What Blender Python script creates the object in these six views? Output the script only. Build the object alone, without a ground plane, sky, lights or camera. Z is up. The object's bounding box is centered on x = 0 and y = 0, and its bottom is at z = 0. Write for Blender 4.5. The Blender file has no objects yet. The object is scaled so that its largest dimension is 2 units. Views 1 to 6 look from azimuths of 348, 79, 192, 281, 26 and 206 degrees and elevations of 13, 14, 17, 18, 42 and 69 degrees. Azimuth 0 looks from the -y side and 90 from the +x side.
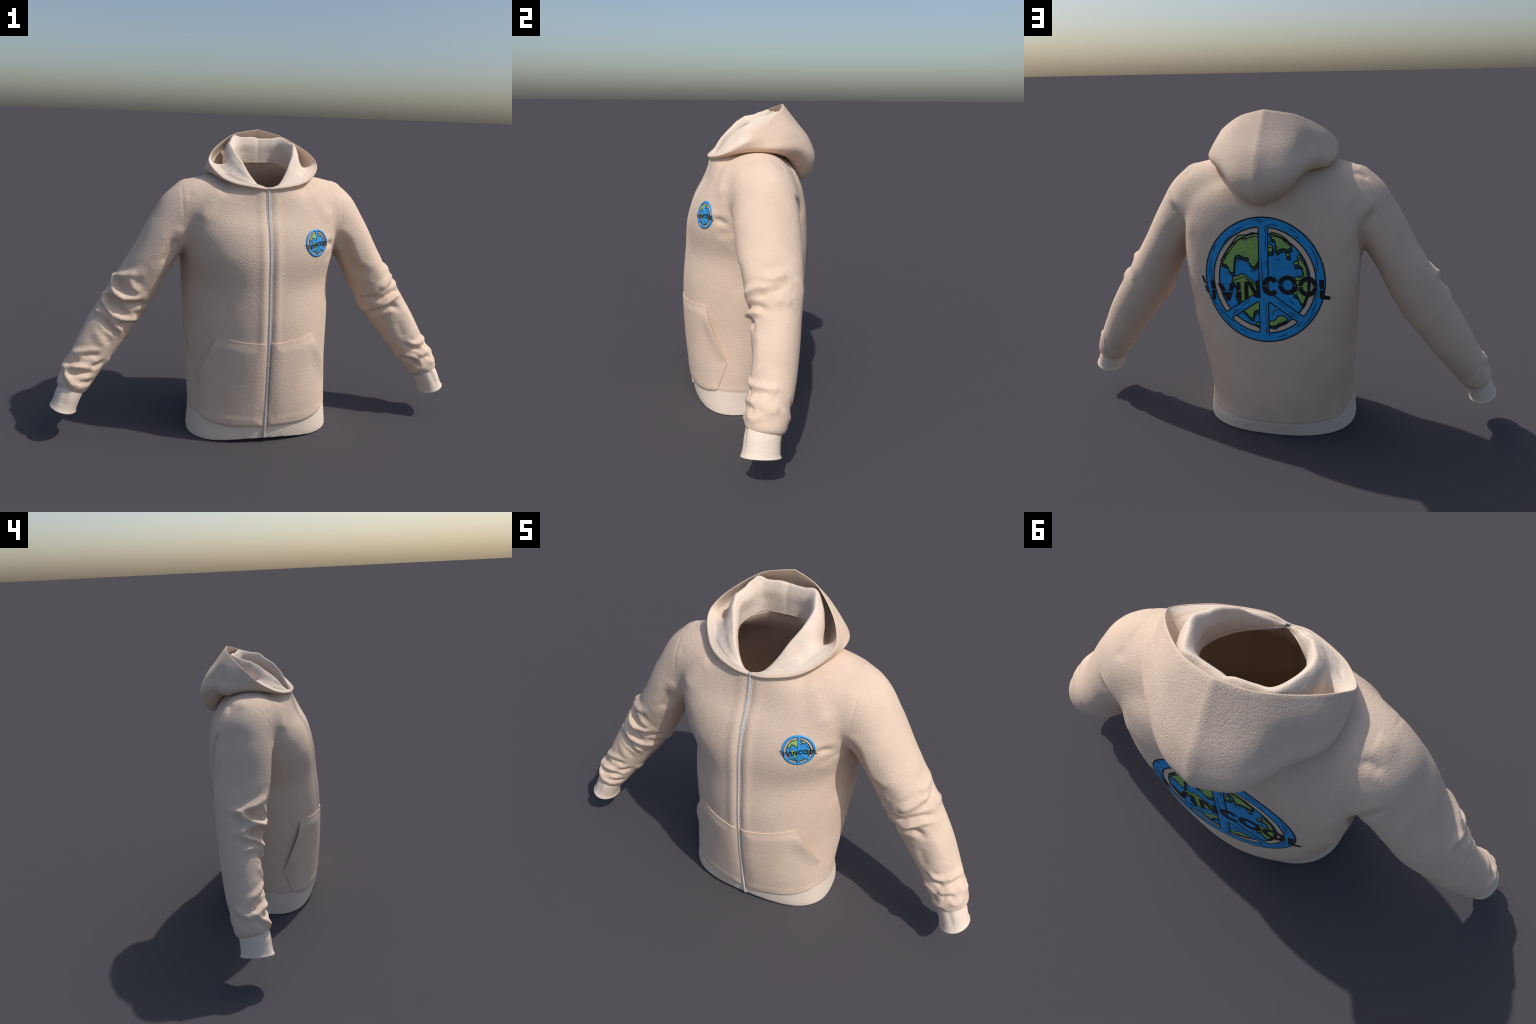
import bpy, bmesh, math, random
import numpy as np
from mathutils import Vector, geometry, noise
from mathutils.bvhtree import BVHTree

random.seed(7)
rng = np.random.default_rng(7)

# ------------------------------------------------------------------ helpers
def cr(keys, vals, t):
    """Smooth (Catmull-Rom / cubic Hermite) interpolation of keyed values, 1-D or n-D."""
    keys = np.asarray(keys, float); vals = np.asarray(vals, float); t = np.asarray(t, float)
    one = vals.ndim == 1
    if one: vals = vals[:, None]
    m = np.empty_like(vals)
    d = np.diff(vals, axis=0) / np.diff(keys)[:, None]
    m[1:-1] = (d[:-1] * np.diff(keys)[1:, None] + d[1:] * np.diff(keys)[:-1, None]) / (keys[2:] - keys[:-2])[:, None]
    m[0], m[-1] = d[0], d[-1]
    i = np.clip(np.searchsorted(keys, t, side='right') - 1, 0, len(keys) - 2)
    h = keys[i + 1] - keys[i]; u = ((t - keys[i]) / h)[:, None]; h = h[:, None]
    r = ((2*u**3 - 3*u**2 + 1) * vals[i] + (u**3 - 2*u**2 + u) * h * m[i]
         + (-2*u**3 + 3*u**2) * vals[i + 1] + (u**3 - u**2) * h * m[i + 1])
    return r[:, 0] if one else r

def chord(p):
    p = np.asarray(p, float)
    return np.concatenate([[0], np.cumsum(np.linalg.norm(np.diff(p, axis=0), axis=1))])

def smooth(a, b, x):
    t = np.clip((np.asarray(x, float) - a) / (b - a), 0, 1)
    return t * t * (3 - 2 * t)

def new_mesh(name, verts, faces):
    me = bpy.data.meshes.new(name)
    me.from_pydata([tuple(map(float, v)) for v in verts], [], [tuple(map(int, f)) for f in faces])
    me.update()
    return me

def add(name, me, parent=None, mat=None, shade=True):
    ob = bpy.data.objects.new(name, me)
    bpy.context.scene.collection.objects.link(ob)
    if parent is not None: ob.parent = parent
    if mat is not None:
        me.materials.clear(); me.materials.append(mat)
    if shade: me.shade_smooth()
    return ob

def loft(rings, closed=True, caps=False):
    """Quads between rings of equal point count."""
    n = len(rings[0]); V = np.concatenate(rings); F = []
    for i in range(len(rings) - 1):
        a, b = i * n, (i + 1) * n
        for j in range(n if closed else n - 1):
            k = (j + 1) % n
            F.append((a + j, a + k, b + k, b + j))
    if caps:
        F.append(tuple(reversed(range(n)))); F.append(tuple(range(len(V) - n, len(V))))
    return V, F

def evaluated(ob):
    dg = bpy.context.evaluated_depsgraph_get(); dg.update()
    return bpy.data.meshes.new_from_object(ob.evaluated_get(dg))

def remove(ob):
    me = ob.data; bpy.data.objects.remove(ob); bpy.data.meshes.remove(me)

def coords(me):
    a = np.empty(len(me.vertices) * 3, np.float32); me.vertices.foreach_get('co', a); return a.reshape(-1, 3).astype(float)

def normals(me):
    a = np.empty(len(me.vertices) * 3, np.float32); me.vertex_normals.foreach_get('vector', a); return a.reshape(-1, 3).astype(float)

def set_coords(me, co):
    me.vertices.foreach_set('co', np.ascontiguousarray(co, np.float32).ravel()); me.update()

def laplace(me, co, it, lam=0.5):
    e = np.empty(len(me.edges) * 2, np.int32); me.edges.foreach_get('vertices', e); e = e.reshape(-1, 2)
    n = len(co); cnt = np.bincount(e.ravel(), minlength=n)[:, None].clip(1)
    for _ in range(it):
        s = np.stack([np.bincount(e[:, 0], co[e[:, 1], k], n) + np.bincount(e[:, 1], co[e[:, 0], k], n) for k in range(3)], 1)
        co = co + lam * (s / cnt - co)
    return co

# ------------------------------------------------------------------ materials
def fabric(name, col, bump=0.35, scale=120.0, rough=0.9, rib=0.0, var=0.05):
    m = bpy.data.materials.new(name); m.use_nodes = True
    nt = m.node_tree; N = nt.nodes; L = nt.links; N.clear()
    out = N.new('ShaderNodeOutputMaterial'); b = N.new('ShaderNodeBsdfPrincipled')
    L.new(b.outputs[0], out.inputs[0])
    b.inputs['Roughness'].default_value = rough
    b.inputs['Specular IOR Level'].default_value = 0.2
    tc = N.new('ShaderNodeTexCoord')
    # gentle blotchy colour variation
    n1 = N.new('ShaderNodeTexNoise'); n1.inputs['Scale'].default_value = 9; n1.inputs['Detail'].default_value = 5
    L.new(tc.outputs['Object'], n1.inputs['Vector'])
    r = N.new('ShaderNodeValToRGB'); e = r.color_ramp.elements
    e[0].position, e[1].position = 0.3, 0.7
    e[0].color = (*[c * (1 - var) for c in col], 1); e[1].color = (*[min(1, c * (1 + var)) for c in col], 1)
    L.new(n1.outputs['Fac'], r.inputs['Fac']); L.new(r.outputs['Color'], b.inputs['Base Color'])
    # crinkled brushed-fleece relief: domain-warped noise, stronger in patches
    n2 = N.new('ShaderNodeTexNoise'); n2.inputs['Scale'].default_value = scale; n2.inputs['Detail'].default_value = 3
    n2.inputs['Roughness'].default_value = 0.55; n2.inputs['Distortion'].default_value = 1.4
    L.new(tc.outputs['Object'], n2.inputs['Vector'])
    n3 = N.new('ShaderNodeTexNoise'); n3.inputs['Scale'].default_value = scale * 4; n3.inputs['Detail'].default_value = 2
    L.new(tc.outputs['Object'], n3.inputs['Vector'])
    mix = N.new('ShaderNodeMath'); mix.operation = 'MULTIPLY_ADD'; mix.inputs[1].default_value = 0.25
    L.new(n3.outputs['Fac'], mix.inputs[0]); L.new(n2.outputs['Fac'], mix.inputs[2])
    bp = N.new('ShaderNodeBump'); bp.inputs['Strength'].default_value = bump; bp.inputs['Distance'].default_value = 0.006
    L.new(mix.outputs[0], bp.inputs['Height']); L.new(bp.outputs['Normal'], b.inputs['Normal'])
    return m

def plain(name, col, rough=0.7, metal=0.0, spec=0.3, var=0.0, bump=0.0):
    m = bpy.data.materials.new(name); m.use_nodes = True
    nt = m.node_tree; N = nt.nodes; L = nt.links; b = N['Principled BSDF']
    b.inputs['Base Color'].default_value = (*col, 1); b.inputs['Roughness'].default_value = rough
    b.inputs['Metallic'].default_value = metal; b.inputs['Specular IOR Level'].default_value = spec
    tc = N.new('ShaderNodeTexCoord')
    if var:
        n1 = N.new('ShaderNodeTexNoise'); n1.inputs['Scale'].default_value = 60; L.new(tc.outputs['Object'], n1.inputs['Vector'])
        r = N.new('ShaderNodeValToRGB'); e = r.color_ramp.elements; e[0].position, e[1].position = .3, .7
        e[0].color = (*[c * (1 - var) for c in col], 1); e[1].color = (*[min(1, c * (1 + var)) for c in col], 1)
        L.new(n1.outputs['Fac'], r.inputs['Fac']); L.new(r.outputs['Color'], b.inputs['Base Color'])
    if bump:
        n2 = N.new('ShaderNodeTexNoise'); n2.inputs['Scale'].default_value = 300; L.new(tc.outputs['Object'], n2.inputs['Vector'])
        bp = N.new('ShaderNodeBump'); bp.inputs['Strength'].default_value = bump; bp.inputs['Distance'].default_value = .002
        L.new(n2.outputs['Fac'], bp.inputs['Height']); L.new(bp.outputs['Normal'], b.inputs['Normal'])
    return m

M_FLEECE = fabric('beige_fleece', (0.755, 0.578, 0.448), bump=0.45)
M_RIB = fabric('cream_ribbing', (0.82, 0.68, 0.56), bump=0.4, scale=150)
M_LINING = fabric('cream_lining', (0.78, 0.645, 0.53), bump=0.4, scale=110)
M_TAPE = plain('grey_zip_tape', (0.50, 0.49, 0.48), rough=0.6, var=0.1)
M_TEETH = plain('pale_metal_teeth', (0.86, 0.85, 0.84), rough=0.3, metal=0.15, spec=0.6)

# ------------------------------------------------------------------ the garment body
root = bpy.data.objects.new('hooded_jacket', None)
bpy.context.scene.collection.objects.link(root)
root['label'] = 'beige zip-up hoodie with blue and green globe peace emblem'
root['category'] = 'hooded sweatshirt'

# torso cross-sections: height, half width, front y, back y
TZ = np.array([-.05, .00, .10, .20, .36, .48, .60, .76, .92, 1.015, 1.094, 1.15, 1.20, 1.25, 1.30, 1.36])
THW = np.array([.362, .357, .350, .352, .359, .364, .369, .376, .384, .384, .374, .325, .225, .170, .150, .140])
TYF = np.array([-.276, -.290, -.303, -.315, -.327, -.330, -.327, -.311, -.293, -.260, -.214, -.196, -.186, -.176, -.165, -.15])
TYB = np.array([.175, .185, .216, .241, .262, .268, .266, .259, .253, .246, .231, .212, .185, .155, .135, .12])

# squareness of the section, front and back
TNF = np.array([2.5, 2.5, 2.2, 2.0, 1.85, 1.85, 1.85, 1.95, 2.5, 2.7, 2.8, 2.3, 2.0, 2.0, 2.0, 2.0])
TNB = np.array([2.5, 2.5, 2.2, 2.1, 2.3, 2.5, 2.8, 3.0, 3.1, 3.1, 3.0, 2.7, 2.3, 2.1, 2.0, 2.0])
TCY = np.array([-.08, -.08, -.075, -.055, -.005, .015, .040, .110, .100, .070, .040, .010, .0, .0, -.01, -.01])   # where the section is widest

def torso_ring(z, n=120):
    hw, yf, yb = (cr(TZ, a, [z])[0] for a in (THW, TYF, TYB))
    cy = cr(TZ, TCY, [z])[0]
    t = np.arange(n) / n * 2 * np.pi
    c, s = np.cos(t), np.sin(t)
    nf, nb = (cr(TZ, a, [z])[0] for a in (TNF, TNB))
    ex = np.where(s < 0, 2 / nf, 2 / nb)
    x = hw * np.sign(c) * np.abs(c) ** ex
    y = np.where(s < 0, cy + (cy - yf) * -np.abs(s) ** ex, cy + (yb - cy) * np.abs(s) ** ex)
    # the wearer's left flank is a little hollower towards the back of the hem
    x = x * (1 - .085 * (c > 0) * np.clip(s, 0, 1) * float(smooth(.03, .15, z) * smooth(.55, .35, z)))
    return np.stack([x, y, np.full(n, z)], 1)

torso_V, torso_F = loft([torso_ring(z) for z in np.linspace(-.05, 1.36, 110)], caps=True)

# right-hand sleeve spine (mirrored for the other): centre, half width across, half depth front-back
SP = np.array([(.10, .012, 1.085), (.24, .012, 1.080), (.345, .016, 1.045), (.435, .012, .975), (.518, .010, .851),
               (.605, .012, .700), (.670, .005, .600), (.748, -.012, .487), (.820, -.038, .375), (.870, -.065, .300),
               (.900, -.079, .247), (.909, -.084, .224), (.913, -.086, .216)])
SA = np.array([.165, .166, .162, .117, .101, .108, .108, .101, .088, .081, .074, .064, .05])
SB = np.array([.170, .168, .152, .145, .142, .125, .109, .099, .093, .088, .085, .072, .05])
SK = chord(SP)

def spine(side):
    t = np.linspace(0, SK[-1], 240)
    c = cr(SK, SP, t); a = cr(SK, SA, t); b = cr(SK, SB, t)
    tg = np.gradient(c, axis=0); tg /= np.linalg.norm(tg, axis=1)[:, None]
    f = np.array([0, -1., 0]) - (tg @ np.array([0, -1., 0]))[:, None] * tg      # towards the front
    f /= np.linalg.norm(f, axis=1)[:, None]
    u = np.cross(f, tg); u *= np.sign(u[:, :1] + 1e-9)                             # outwards / up
    u = np.where((u[:, 2] < 0)[:, None], -u, u)
    if side < 0:
        for q in (c, tg, f, u): q[:, 0] *= -1
    return t, c, a, b, tg, f, u

def sleeve_loft(side, n=72):
    t, c, a, b, tg, f, u = spine(side)
    th = np.arange(n) / n * 2 * np.pi
    rings = [c[i] + np.cos(th)[:, None] * a[i] * u[i] + np.sin(th)[:, None] * b[i] * f[i] for i in range(0, len(t), 3)]
    return loft(rings, caps=True)

parts = [(torso_V, torso_F), sleeve_loft(1), sleeve_loft(-1)]
V = []; F = []; o = 0
for v, f in parts:
    V.append(v); F += [tuple(i + o for i in q) for q in f]; o += len(v)
me = new_mesh('blank', np.concatenate(V), F)
bm = bmesh.new(); bm.from_mesh(me); bmesh.ops.recalc_face_normals(bm, faces=bm.faces); bm.to_mesh(me); bm.free()
ob = add('blank', me)
md = ob.modifiers.new('r', 'REMESH'); md.mode = 'VOXEL'; md.voxel_size = 0.0065
body = evaluated(ob); remove(ob)
co = laplace(body, coords(body), 14)
w = (smooth(.16, .24, np.abs(co[:, 0])) * smooth(.50, .42, np.abs(co[:, 0])) * smooth(.97, 1.05, co[:, 2]))[:, None]
co = co * (1 - w) + laplace(body, co, 70) * w
set_coords(body, co)

# --- sleeve coordinates of every vertex: s along the spine, theta round it (0 outside, 90 front, 180 inside, 270 back)
def sleeve_coords(co, side):
    t, c, a, b, tg, f, u = spine(side)
    S = np.empty(len(co)); T = np.empty(len(co)); R = np.empty(len(co))
    for k in range(0, len(co), 20000):
        p = co[k:k + 20000]
        i = np.argmin(((p[:, None, :] - c[None, :, :]) ** 2).sum(2), axis=1)
        d = p - c[i]
        S[k:k + 20000] = t[i] + (d * tg[i]).sum(1)
        ey, ex = (d * f[i]).sum(1) / b[i], (d * u[i]).sum(1) / a[i]
        T[k:k + 20000] = np.degrees(np.arctan2(ey, ex)) % 360; R[k:k + 20000] = np.hypot(ex, ey)
    return S, T, R

def fold(S, T, pts, amp, w, R=.1):
    """Raised (amp>0) or sunk crease along a polyline in sleeve coordinates, tapering at both ends."""
    p = np.array(pts, float); best = np.full(len(S), 1e9); taper = np.zeros(len(S))
    p[:, 1] = np.degrees(np.unwrap(np.radians(p[:, 1])))
    L = chord(p * [1, np.pi / 180 * R]); tot = L[-1]
    for i in range(len(p) - 1):
        a, b = p[i], p[i + 1]
        qx = S - a[0]; qy = ((T - a[1] + 180) % 360 - 180) * np.pi / 180 * R
        vx = b[0] - a[0]; vy = (b[1] - a[1]) * np.pi / 180 * R
        l2 = vx * vx + vy * vy
        h = np.clip((qx * vx + qy * vy) / l2, 0, 1)
        d = np.hypot(qx - h * vx, qy - h * vy)
        g = (L[i] + h * (L[i + 1] - L[i])) / tot
        tp = np.clip(np.minimum(g, 1 - g) * 5 + .25, 0, 1)
        m = d < best; best = np.where(m, d, best); taper = np.where(m, tp, taper)
    x = best / w
    return amp * taper * (np.exp(-x * x * 1.2) - .22 * np.exp(-(x - 2.1) ** 2 * 1.5))


# folds of each sleeve as creases in sleeve coordinates: [(s, theta) ...], height, width
FOLDS = {
 -1: [([(.68,353),(.685,12),(.655,36),(.616,58),(.585,72)], .011, .019), ([(.69,5),(.72,24),(.733,53),(.733,76),(.715,95),(.685,111)], .012, .016),
      ([(.63,60),(.667,80),(.672,103)], .008, .018), ([(.694,28),(.698,50),(.70,75)], -.012, .022),
      ([(.80,7),(.765,32),(.747,65),(.735,90)], .009, .017), ([(.805,14),(.822,51),(.839,77),(.834,99),(.822,118),(.80,150)], .013, .016),
      ([(.798,31),(.785,65),(.795,98)], -.014, .022), ([(.765,70),(.785,98),(.795,125)], .005, .014), ([(.75,80),(.735,109),(.715,145)], -.007, .015),
      ([(.886,20),(.862,44),(.863,63),(.866,98),(.891,118),(.911,126)], .008, .015), ([(.893,68),(.908,90),(.915,111)], -.010, .013),
      ([(.864,101),(.845,115),(.818,135)], -.008, .012), ([(1.11,20),(1.084,48),(1.06,75),(1.035,95)], .007, .015),
      ([(1.09,62),(1.06,83),(1.05,106)], -.009, .013), ([(1.16,20),(1.142,45),(1.12,62)], -.009, .014),
      ([(1.178,10),(1.17,36),(1.152,65),(1.13,95)], .008, .013), ([(1.182,60),(1.165,88),(1.143,122)], -.010, .012),
      ([(1.185,30),(1.205,57),(1.221,83),(1.212,108),(1.19,135)], .009, .013), ([(1.208,100),(1.195,122),(1.178,147)], -.009, .012),
      ([(1.12,108),(1.095,124),(1.07,135)], -.008, .013), ([(1.244,89),(1.237,111),(1.218,135)], .004, .012),
      ([(1.00,100),(.97,80),(.955,60)], .004, .02), ([(.98,115),(.95,100),(.94,85)], -.004, .016), ([(1.13,330),(1.17,350),(1.19,15)], .005, .016),
      ([(1.15,300),(1.18,280),(1.20,260)], .004, .014), ([(1.04,150),(1.07,165),(1.05,190)], .005, .016), ([(.74,170),(.78,185),(.77,210)], .006, .02),
      ([(.36,103),(.44,112),(.50,114)], -.008, .022)],
  1: [([(.70,90),(.695,60),(.69,38),(.705,18)], .013, .019), ([(.72,150),(.724,119),(.755,95),(.765,75),(.775,52),(.80,25)], -.014, .015),
      ([(.80,112),(.785,80),(.79,60),(.803,42)], .013, .016), ([(.813,150),(.812,110),(.82,86),(.845,74),(.865,70)], -.015, .014),
      ([(.70,156),(.752,174),(.80,156)], .012, .022), ([(.65,35),(.66,10),(.64,-15)], .012, .022), ([(.765,15),(.755,-5),(.77,-25)], .009, .02),
      ([(.735,40),(.72,15),(.71,-5)], -.006, .014), ([(.72,105),(.745,92),(.76,80)], .004, .012),
      ([(1.054,113),(1.085,100),(1.105,88),(1.133,72)], -.011, .012), ([(1.062,98),(1.088,82),(1.10,60),(1.108,38)], .010, .014),
      ([(1.10,45),(1.115,20),(1.10,-10)], .007, .016), ([(1.108,132),(1.14,111),(1.158,100)], .010, .014), ([(1.150,92),(1.163,70),(1.16,45)], .007, .013),
      ([(1.125,146),(1.156,122),(1.185,112),(1.195,108)], -.011, .012), ([(1.18,88),(1.175,72),(1.19,48)], -.009, .011), ([(1.14,50),(1.125,30),(1.128,10)], -.007, .012),
      ([(1.165,30),(1.185,5),(1.175,-20)], .008, .018), ([(1.236,166),(1.215,120),(1.212,90)], .008, .014), ([(1.21,70),(1.218,45),(1.205,20)], .006, .013),
      ([(.34,104),(.44,119),(.523,124),(.583,120)], -.016, .024), ([(.34,94),(.441,107),(.539,113)], .010, .018), ([(.56,100),(.60,90),(.64,95)], -.004, .025),
      ([(.92,90),(.96,95),(1.02,100)], -.006, .024), ([(1.02,40),(1.04,65),(1.06,80)], .004, .018), ([(.88,60),(.93,50),(1.0,55)], .003, .02),
      ([(1.17,-30),(1.19,-60),(1.20,-90)], .006, .014), ([(1.13,-60),(1.16,-90),(1.17,-120)], -.006, .013), ([(1.09,160),(1.12,175),(1.11,200)], .006, .016),
      ([(1.16,165),(1.19,180),(1.18,205)], .006, .015), ([(.66,-30),(.68,-55),(.72,-70)], .004, .02)],
}
# creases and hollows of the torso as lines in space: points, height, width
def both(pts, amp, w):
    return [(pts, amp, w), ([(-x, y, z) for x, y, z in pts], amp, w)]
BODY_FOLDS = (both([(.376,-.152,.985),(.362,-.142,.93),(.365,-.11,.87)], -.018, .016)
  + both([(.450,.145,1.075),(.410,.162,1.03),(.385,.168,.98),(.380,.15,.92),(.39,.11,.85)], -.017, .015)
  + both([(.45,.14,1.10),(.39,.175,1.05),(.345,.205,.99),(.335,.21,.92)], .005, .034)
  + both([(.41,-.10,.98),(.40,-.13,1.0),(.36,-.17,1.0)], .004, .02)
  + both([(.19,-.135,1.19),(.24,-.15,1.16),(.28,-.165,1.11),(.31,-.17,1.05)], .010, .045)
  + both([(.35,.03,1.225),(.384,.03,1.218),(.388,.0,1.212)], .008, .034)
  + [([(-.40,.085,1.175),(-.375,.082,1.194),(-.34,.09,1.20)], -.007, .015), ([(-.40,.10,1.155),(-.35,.11,1.175)], .002, .014), ([(-.36,-.10,1.165),(-.34,-.11,1.16)], -.003, .02),
     ([(.385,.10,1.175),(.36,.09,1.195)], -.004, .018)]
  + both([(.386,.03,1.215),(.384,-.04,1.204),(.383,-.10,1.15),(.38,-.13,1.08),(.376,-.15,1.0)], -.0022, .006)
  + [([(.29,-.255,.868),(.30,-.233,.804),(.35,-.164,.712)], -.011, .020), ([(.31,-.225,.855),(.335,-.167,.829),(.365,-.10,.76)], .010, .024),
     ([(.295,-.205,.955),(.33,-.17,.940),(.37,-.14,.915)], -.012, .017), ([(.27,-.225,.975),(.32,-.19,.972),(.36,-.16,.975)], .005, .02),
     ([(.36,-.12,.90),(.31,-.20,.88)], -.006, .022), ([(.37,-.06,.72),(.35,-.15,.60),(.31,-.21,.50)], -.008, .035), ([(.37,.02,.80),(.37,-.02,.70)], .007, .03),
     ([(-.33,-.19,.86),(-.35,-.14,.84)], -.004, .02), ([(-.36,-.10,.50),(-.34,-.17,.42)], -.004, .03), ([(-.30,.22,.30),(-.345,.12,.25)], -.006, .035),
     ([(.37,.10,.60),(.34,.20,.42)], .005, .04)])
def fold3(co, pts, amp, w):
    p = np.array(pts, float); best = np.full(len(co), 1e9); taper = np.zeros(len(co)); L = chord(p)
    for i in range(len(p) - 1):
        v = p[i + 1] - p[i]; h = np.clip(((co - p[i]) @ v) / (v @ v), 0, 1)
        d = np.linalg.norm(co - p[i] - h[:, None] * v, axis=1)
        g = (L[i] + h * (L[i + 1] - L[i])) / L[-1]
        m = d < best; best = np.where(m, d, best); taper = np.where(m, np.clip(np.minimum(g, 1 - g) * 4 + .3, 0, 1), taper)
    return amp * taper * np.exp(-1.2 * (best / w) ** 2)

disp = np.zeros(len(co))
for side in (1, -1):
    idx = np.where(co[:, 0] * side > .36)[0]
    S, T, R = sleeve_coords(co[idx], side)
    d = np.zeros(len(idx))
    for pts, amp, w in FOLDS[side]:
        d += fold(S, T, pts, amp, w)
    disp[idx] += d * (1.3 if side < 0 else 1.0) * smooth(.30, .40, S) * smooth(1.6, 1.3, R)
for pts, amp, w in BODY_FOLDS:
    disp += fold3(co, pts, amp, w)
nrm = normals(body)
co = co + nrm * disp[:, None]

# groove along the zip, soft waist seam
front = co[:, 1] < -.12
gr = -.008 * np.exp(-(co[:, 0] / .013) ** 2) + (.0008 + .0036 * smooth(.42, .56, co[:, 2])) * np.exp(-((np.abs(co[:, 0]) - .034) / .017) ** 2)
gr *= smooth(.08, .3, co[:, 2]) * (1 - .5 * smooth(.9, 1.15, co[:, 2])) * front
co[:, 1] -= gr

def waist_line(x, y):
    return .073 + .045 * smooth(.10, -.10, y) - .032 * smooth(.33, .18, np.abs(x)) * smooth(-.1, -.2, y) + .02 * smooth(-.2, -.36, x) * smooth(.15, .0, y) * smooth(-.15, -.05, y)
def hem_line(x, y):
    return .018 * smooth(.30, .05, np.abs(x)) * smooth(-.1, -.2, y)
dz = co[:, 2] - waist_line(co[:, 0], co[:, 1])
tor = np.abs(co[:, 0]) < .42
co += nrm * ((.0012 * np.exp(-((dz - .010) / .010) ** 2) - .0012 * np.exp(-((dz + .004) / .006) ** 2)) * tor)[:, None]
co = laplace(body, co, 1, .4)
set_coords(body, co)

# --- trim the hem, neck and sleeve ends; score the seams so that regions part along clean lines
bm = bmesh.new(); bm.from_mesh(body)
def warp(fn, sign):
    for v in bm.verts:
        if abs(v.co.x) < .45: v.co.z += sign * float(fn(v.co.x, v.co.y))
def cut(pt, nr, clear, where=None):
    f = [q for q in bm.faces if where is None or where(q.calc_center_median())]
    g = list({e for q in f for e in q.edges}) + f + list({v for q in f for v in q.verts})
    bmesh.ops.bisect_plane(bm, geom=g, dist=1e-5, plane_co=pt, plane_no=nr, clear_outer=clear)
low = lambda c: abs(c.x) < .42 and c.z < .3
warp(hem_line, -1); cut((0, 0, 0), (0, 0, -1), True, low); warp(hem_line, 1)
warp(waist_line, -1); cut((0, 0, 0), (0, 0, -1), False, low); warp(waist_line, 1)
NECK_P, NECK_N = Vector((0, 0, 1.258)), Vector((0, -.31, 1)).normalized()
cut(NECK_P, NECK_N, True, lambda c: abs(c.x) < .22 and c.z > 1.1)
for side in (1, -1):
    t, c, a, b, tg, f, u = spine(side)
    i = int(np.searchsorted(t, SK[11]))
    cut(Vector(c[i]), Vector(tg[i]), True, lambda q, s=side: q.x * s > .75)
    cut(Vector((.385 * side, 0, 0)), Vector((side, 0, 0)), False, lambda q, s=side: .3 < q.x * s < .45)
bm.to_mesh(body); bm.free()
surface = BVHTree.FromPolygons([v.co.copy() for v in body.vertices], [tuple(p.vertices) for p in body.polygons])

ob = add('blank', body)
md = ob.modifiers.new('s', 'SOLIDIFY'); md.thickness = .006; md.offset = -1
body = evaluated(ob); remove(ob)
body.shade_smooth()

# --- part the one surface by region, keeping the whole surface's normals
BN = normals(body); BC = coords(body)
pc = np.array([p.center for p in body.polygons])
region = np.zeros(len(pc), int)
region[pc[:, 2] < waist_line(pc[:, 0], pc[:, 1])] = 1
region[np.abs(pc[:, 0]) < .42] = region[np.abs(pc[:, 0]) < .42]
region[(np.abs(pc[:, 0]) > .42)] = 0
region[pc[:, 0] > .385] = 2; region[pc[:, 0] < -.385] = 3
polys = [tuple(p.vertices) for p in body.polygons]
def region_object(name, k, mat):
    fs = [polys[i] for i in np.where(region == k)[0]]
    used = sorted({v for f in fs for v in f}); mp = {v: i for i, v in enumerate(used)}
    me = new_mesh(name, BC[used], [[mp[v] for v in f] for f in fs])
    ob = add(name, me, root, mat)
    me.normals_split_custom_set_from_vertices([tuple(BN[v]) for v in used])
    return ob
torso = region_object('torso', 0, M_FLEECE)
waistband = region_object('waistband', 1, M_RIB)
sleeve_r = region_object('sleeve', 2, M_FLEECE)
sleeve_l = region_object('sleeve', 3, M_FLEECE)

# ------------------------------------------------------------------ cuffs: ribbed tubes tucked into the sleeves
CP = np.array([(.893, -.080, .262), (.905, -.088, .232), (.918, -.096, .205), (.930, -.101, .175), (.939, -.105, .152), (.942, -.106, .144)])
CA = np.array([.059, .060, .060, .060, .062, .065]); CB = np.array([.072, .074, .074, .074, .077, .081])
def cuff(side, seed):
    k = chord(CP); t = np.linspace(0, k[-1], 40)
    c = cr(k, CP, t); a = cr(k, CA, t); b = cr(k, CB, t)
    tg = np.gradient(c, axis=0); tg /= np.linalg.norm(tg, axis=1)[:, None]
    f = np.array([0, -1., 0]) - (tg @ np.array([0, -1., 0]))[:, None] * tg; f /= np.linalg.norm(f, axis=1)[:, None]
    u = np.cross(f, tg); u = np.where((u[:, 0] < 0)[:, None], -u, u)
    n = 96; th = np.arange(n) / n * 2 * np.pi
    rings = []
    for i in range(len(t)):
        q = t[i] / k[-1]
        wob = 1 + .02 * np.sin(2 * th + seed + 3 * q) + .03 * (1 - q) * np.exp(-((th - 1.1) / .25) ** 2) - .06 * np.sin(np.pi * q) * np.exp(-((th - 1.35) / .22) ** 2)
        rings.append(c[i] + (np.cos(th) * a[i] * wob)[:, None] * u[i] + (np.sin(th) * b[i] * wob)[:, None] * f[i])
    inner = [c[i] + (r - c[i]) * .93 for i, r in reversed(list(enumerate(rings)))]
    v, fc = loft(rings + inner)
    v[:, 0] *= side
    me = new_mesh('cuff', v, fc if side > 0 else [q[::-1] for q in fc])
    bm = bmesh.new(); bm.from_mesh(me); bmesh.ops.recalc_face_normals(bm, faces=bm.faces); bm.to_mesh(me); bm.free()
    return add('cuff', me, root, M_RIB)
cuff(1, 0.4); cuff(-1, 2.0)

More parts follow.
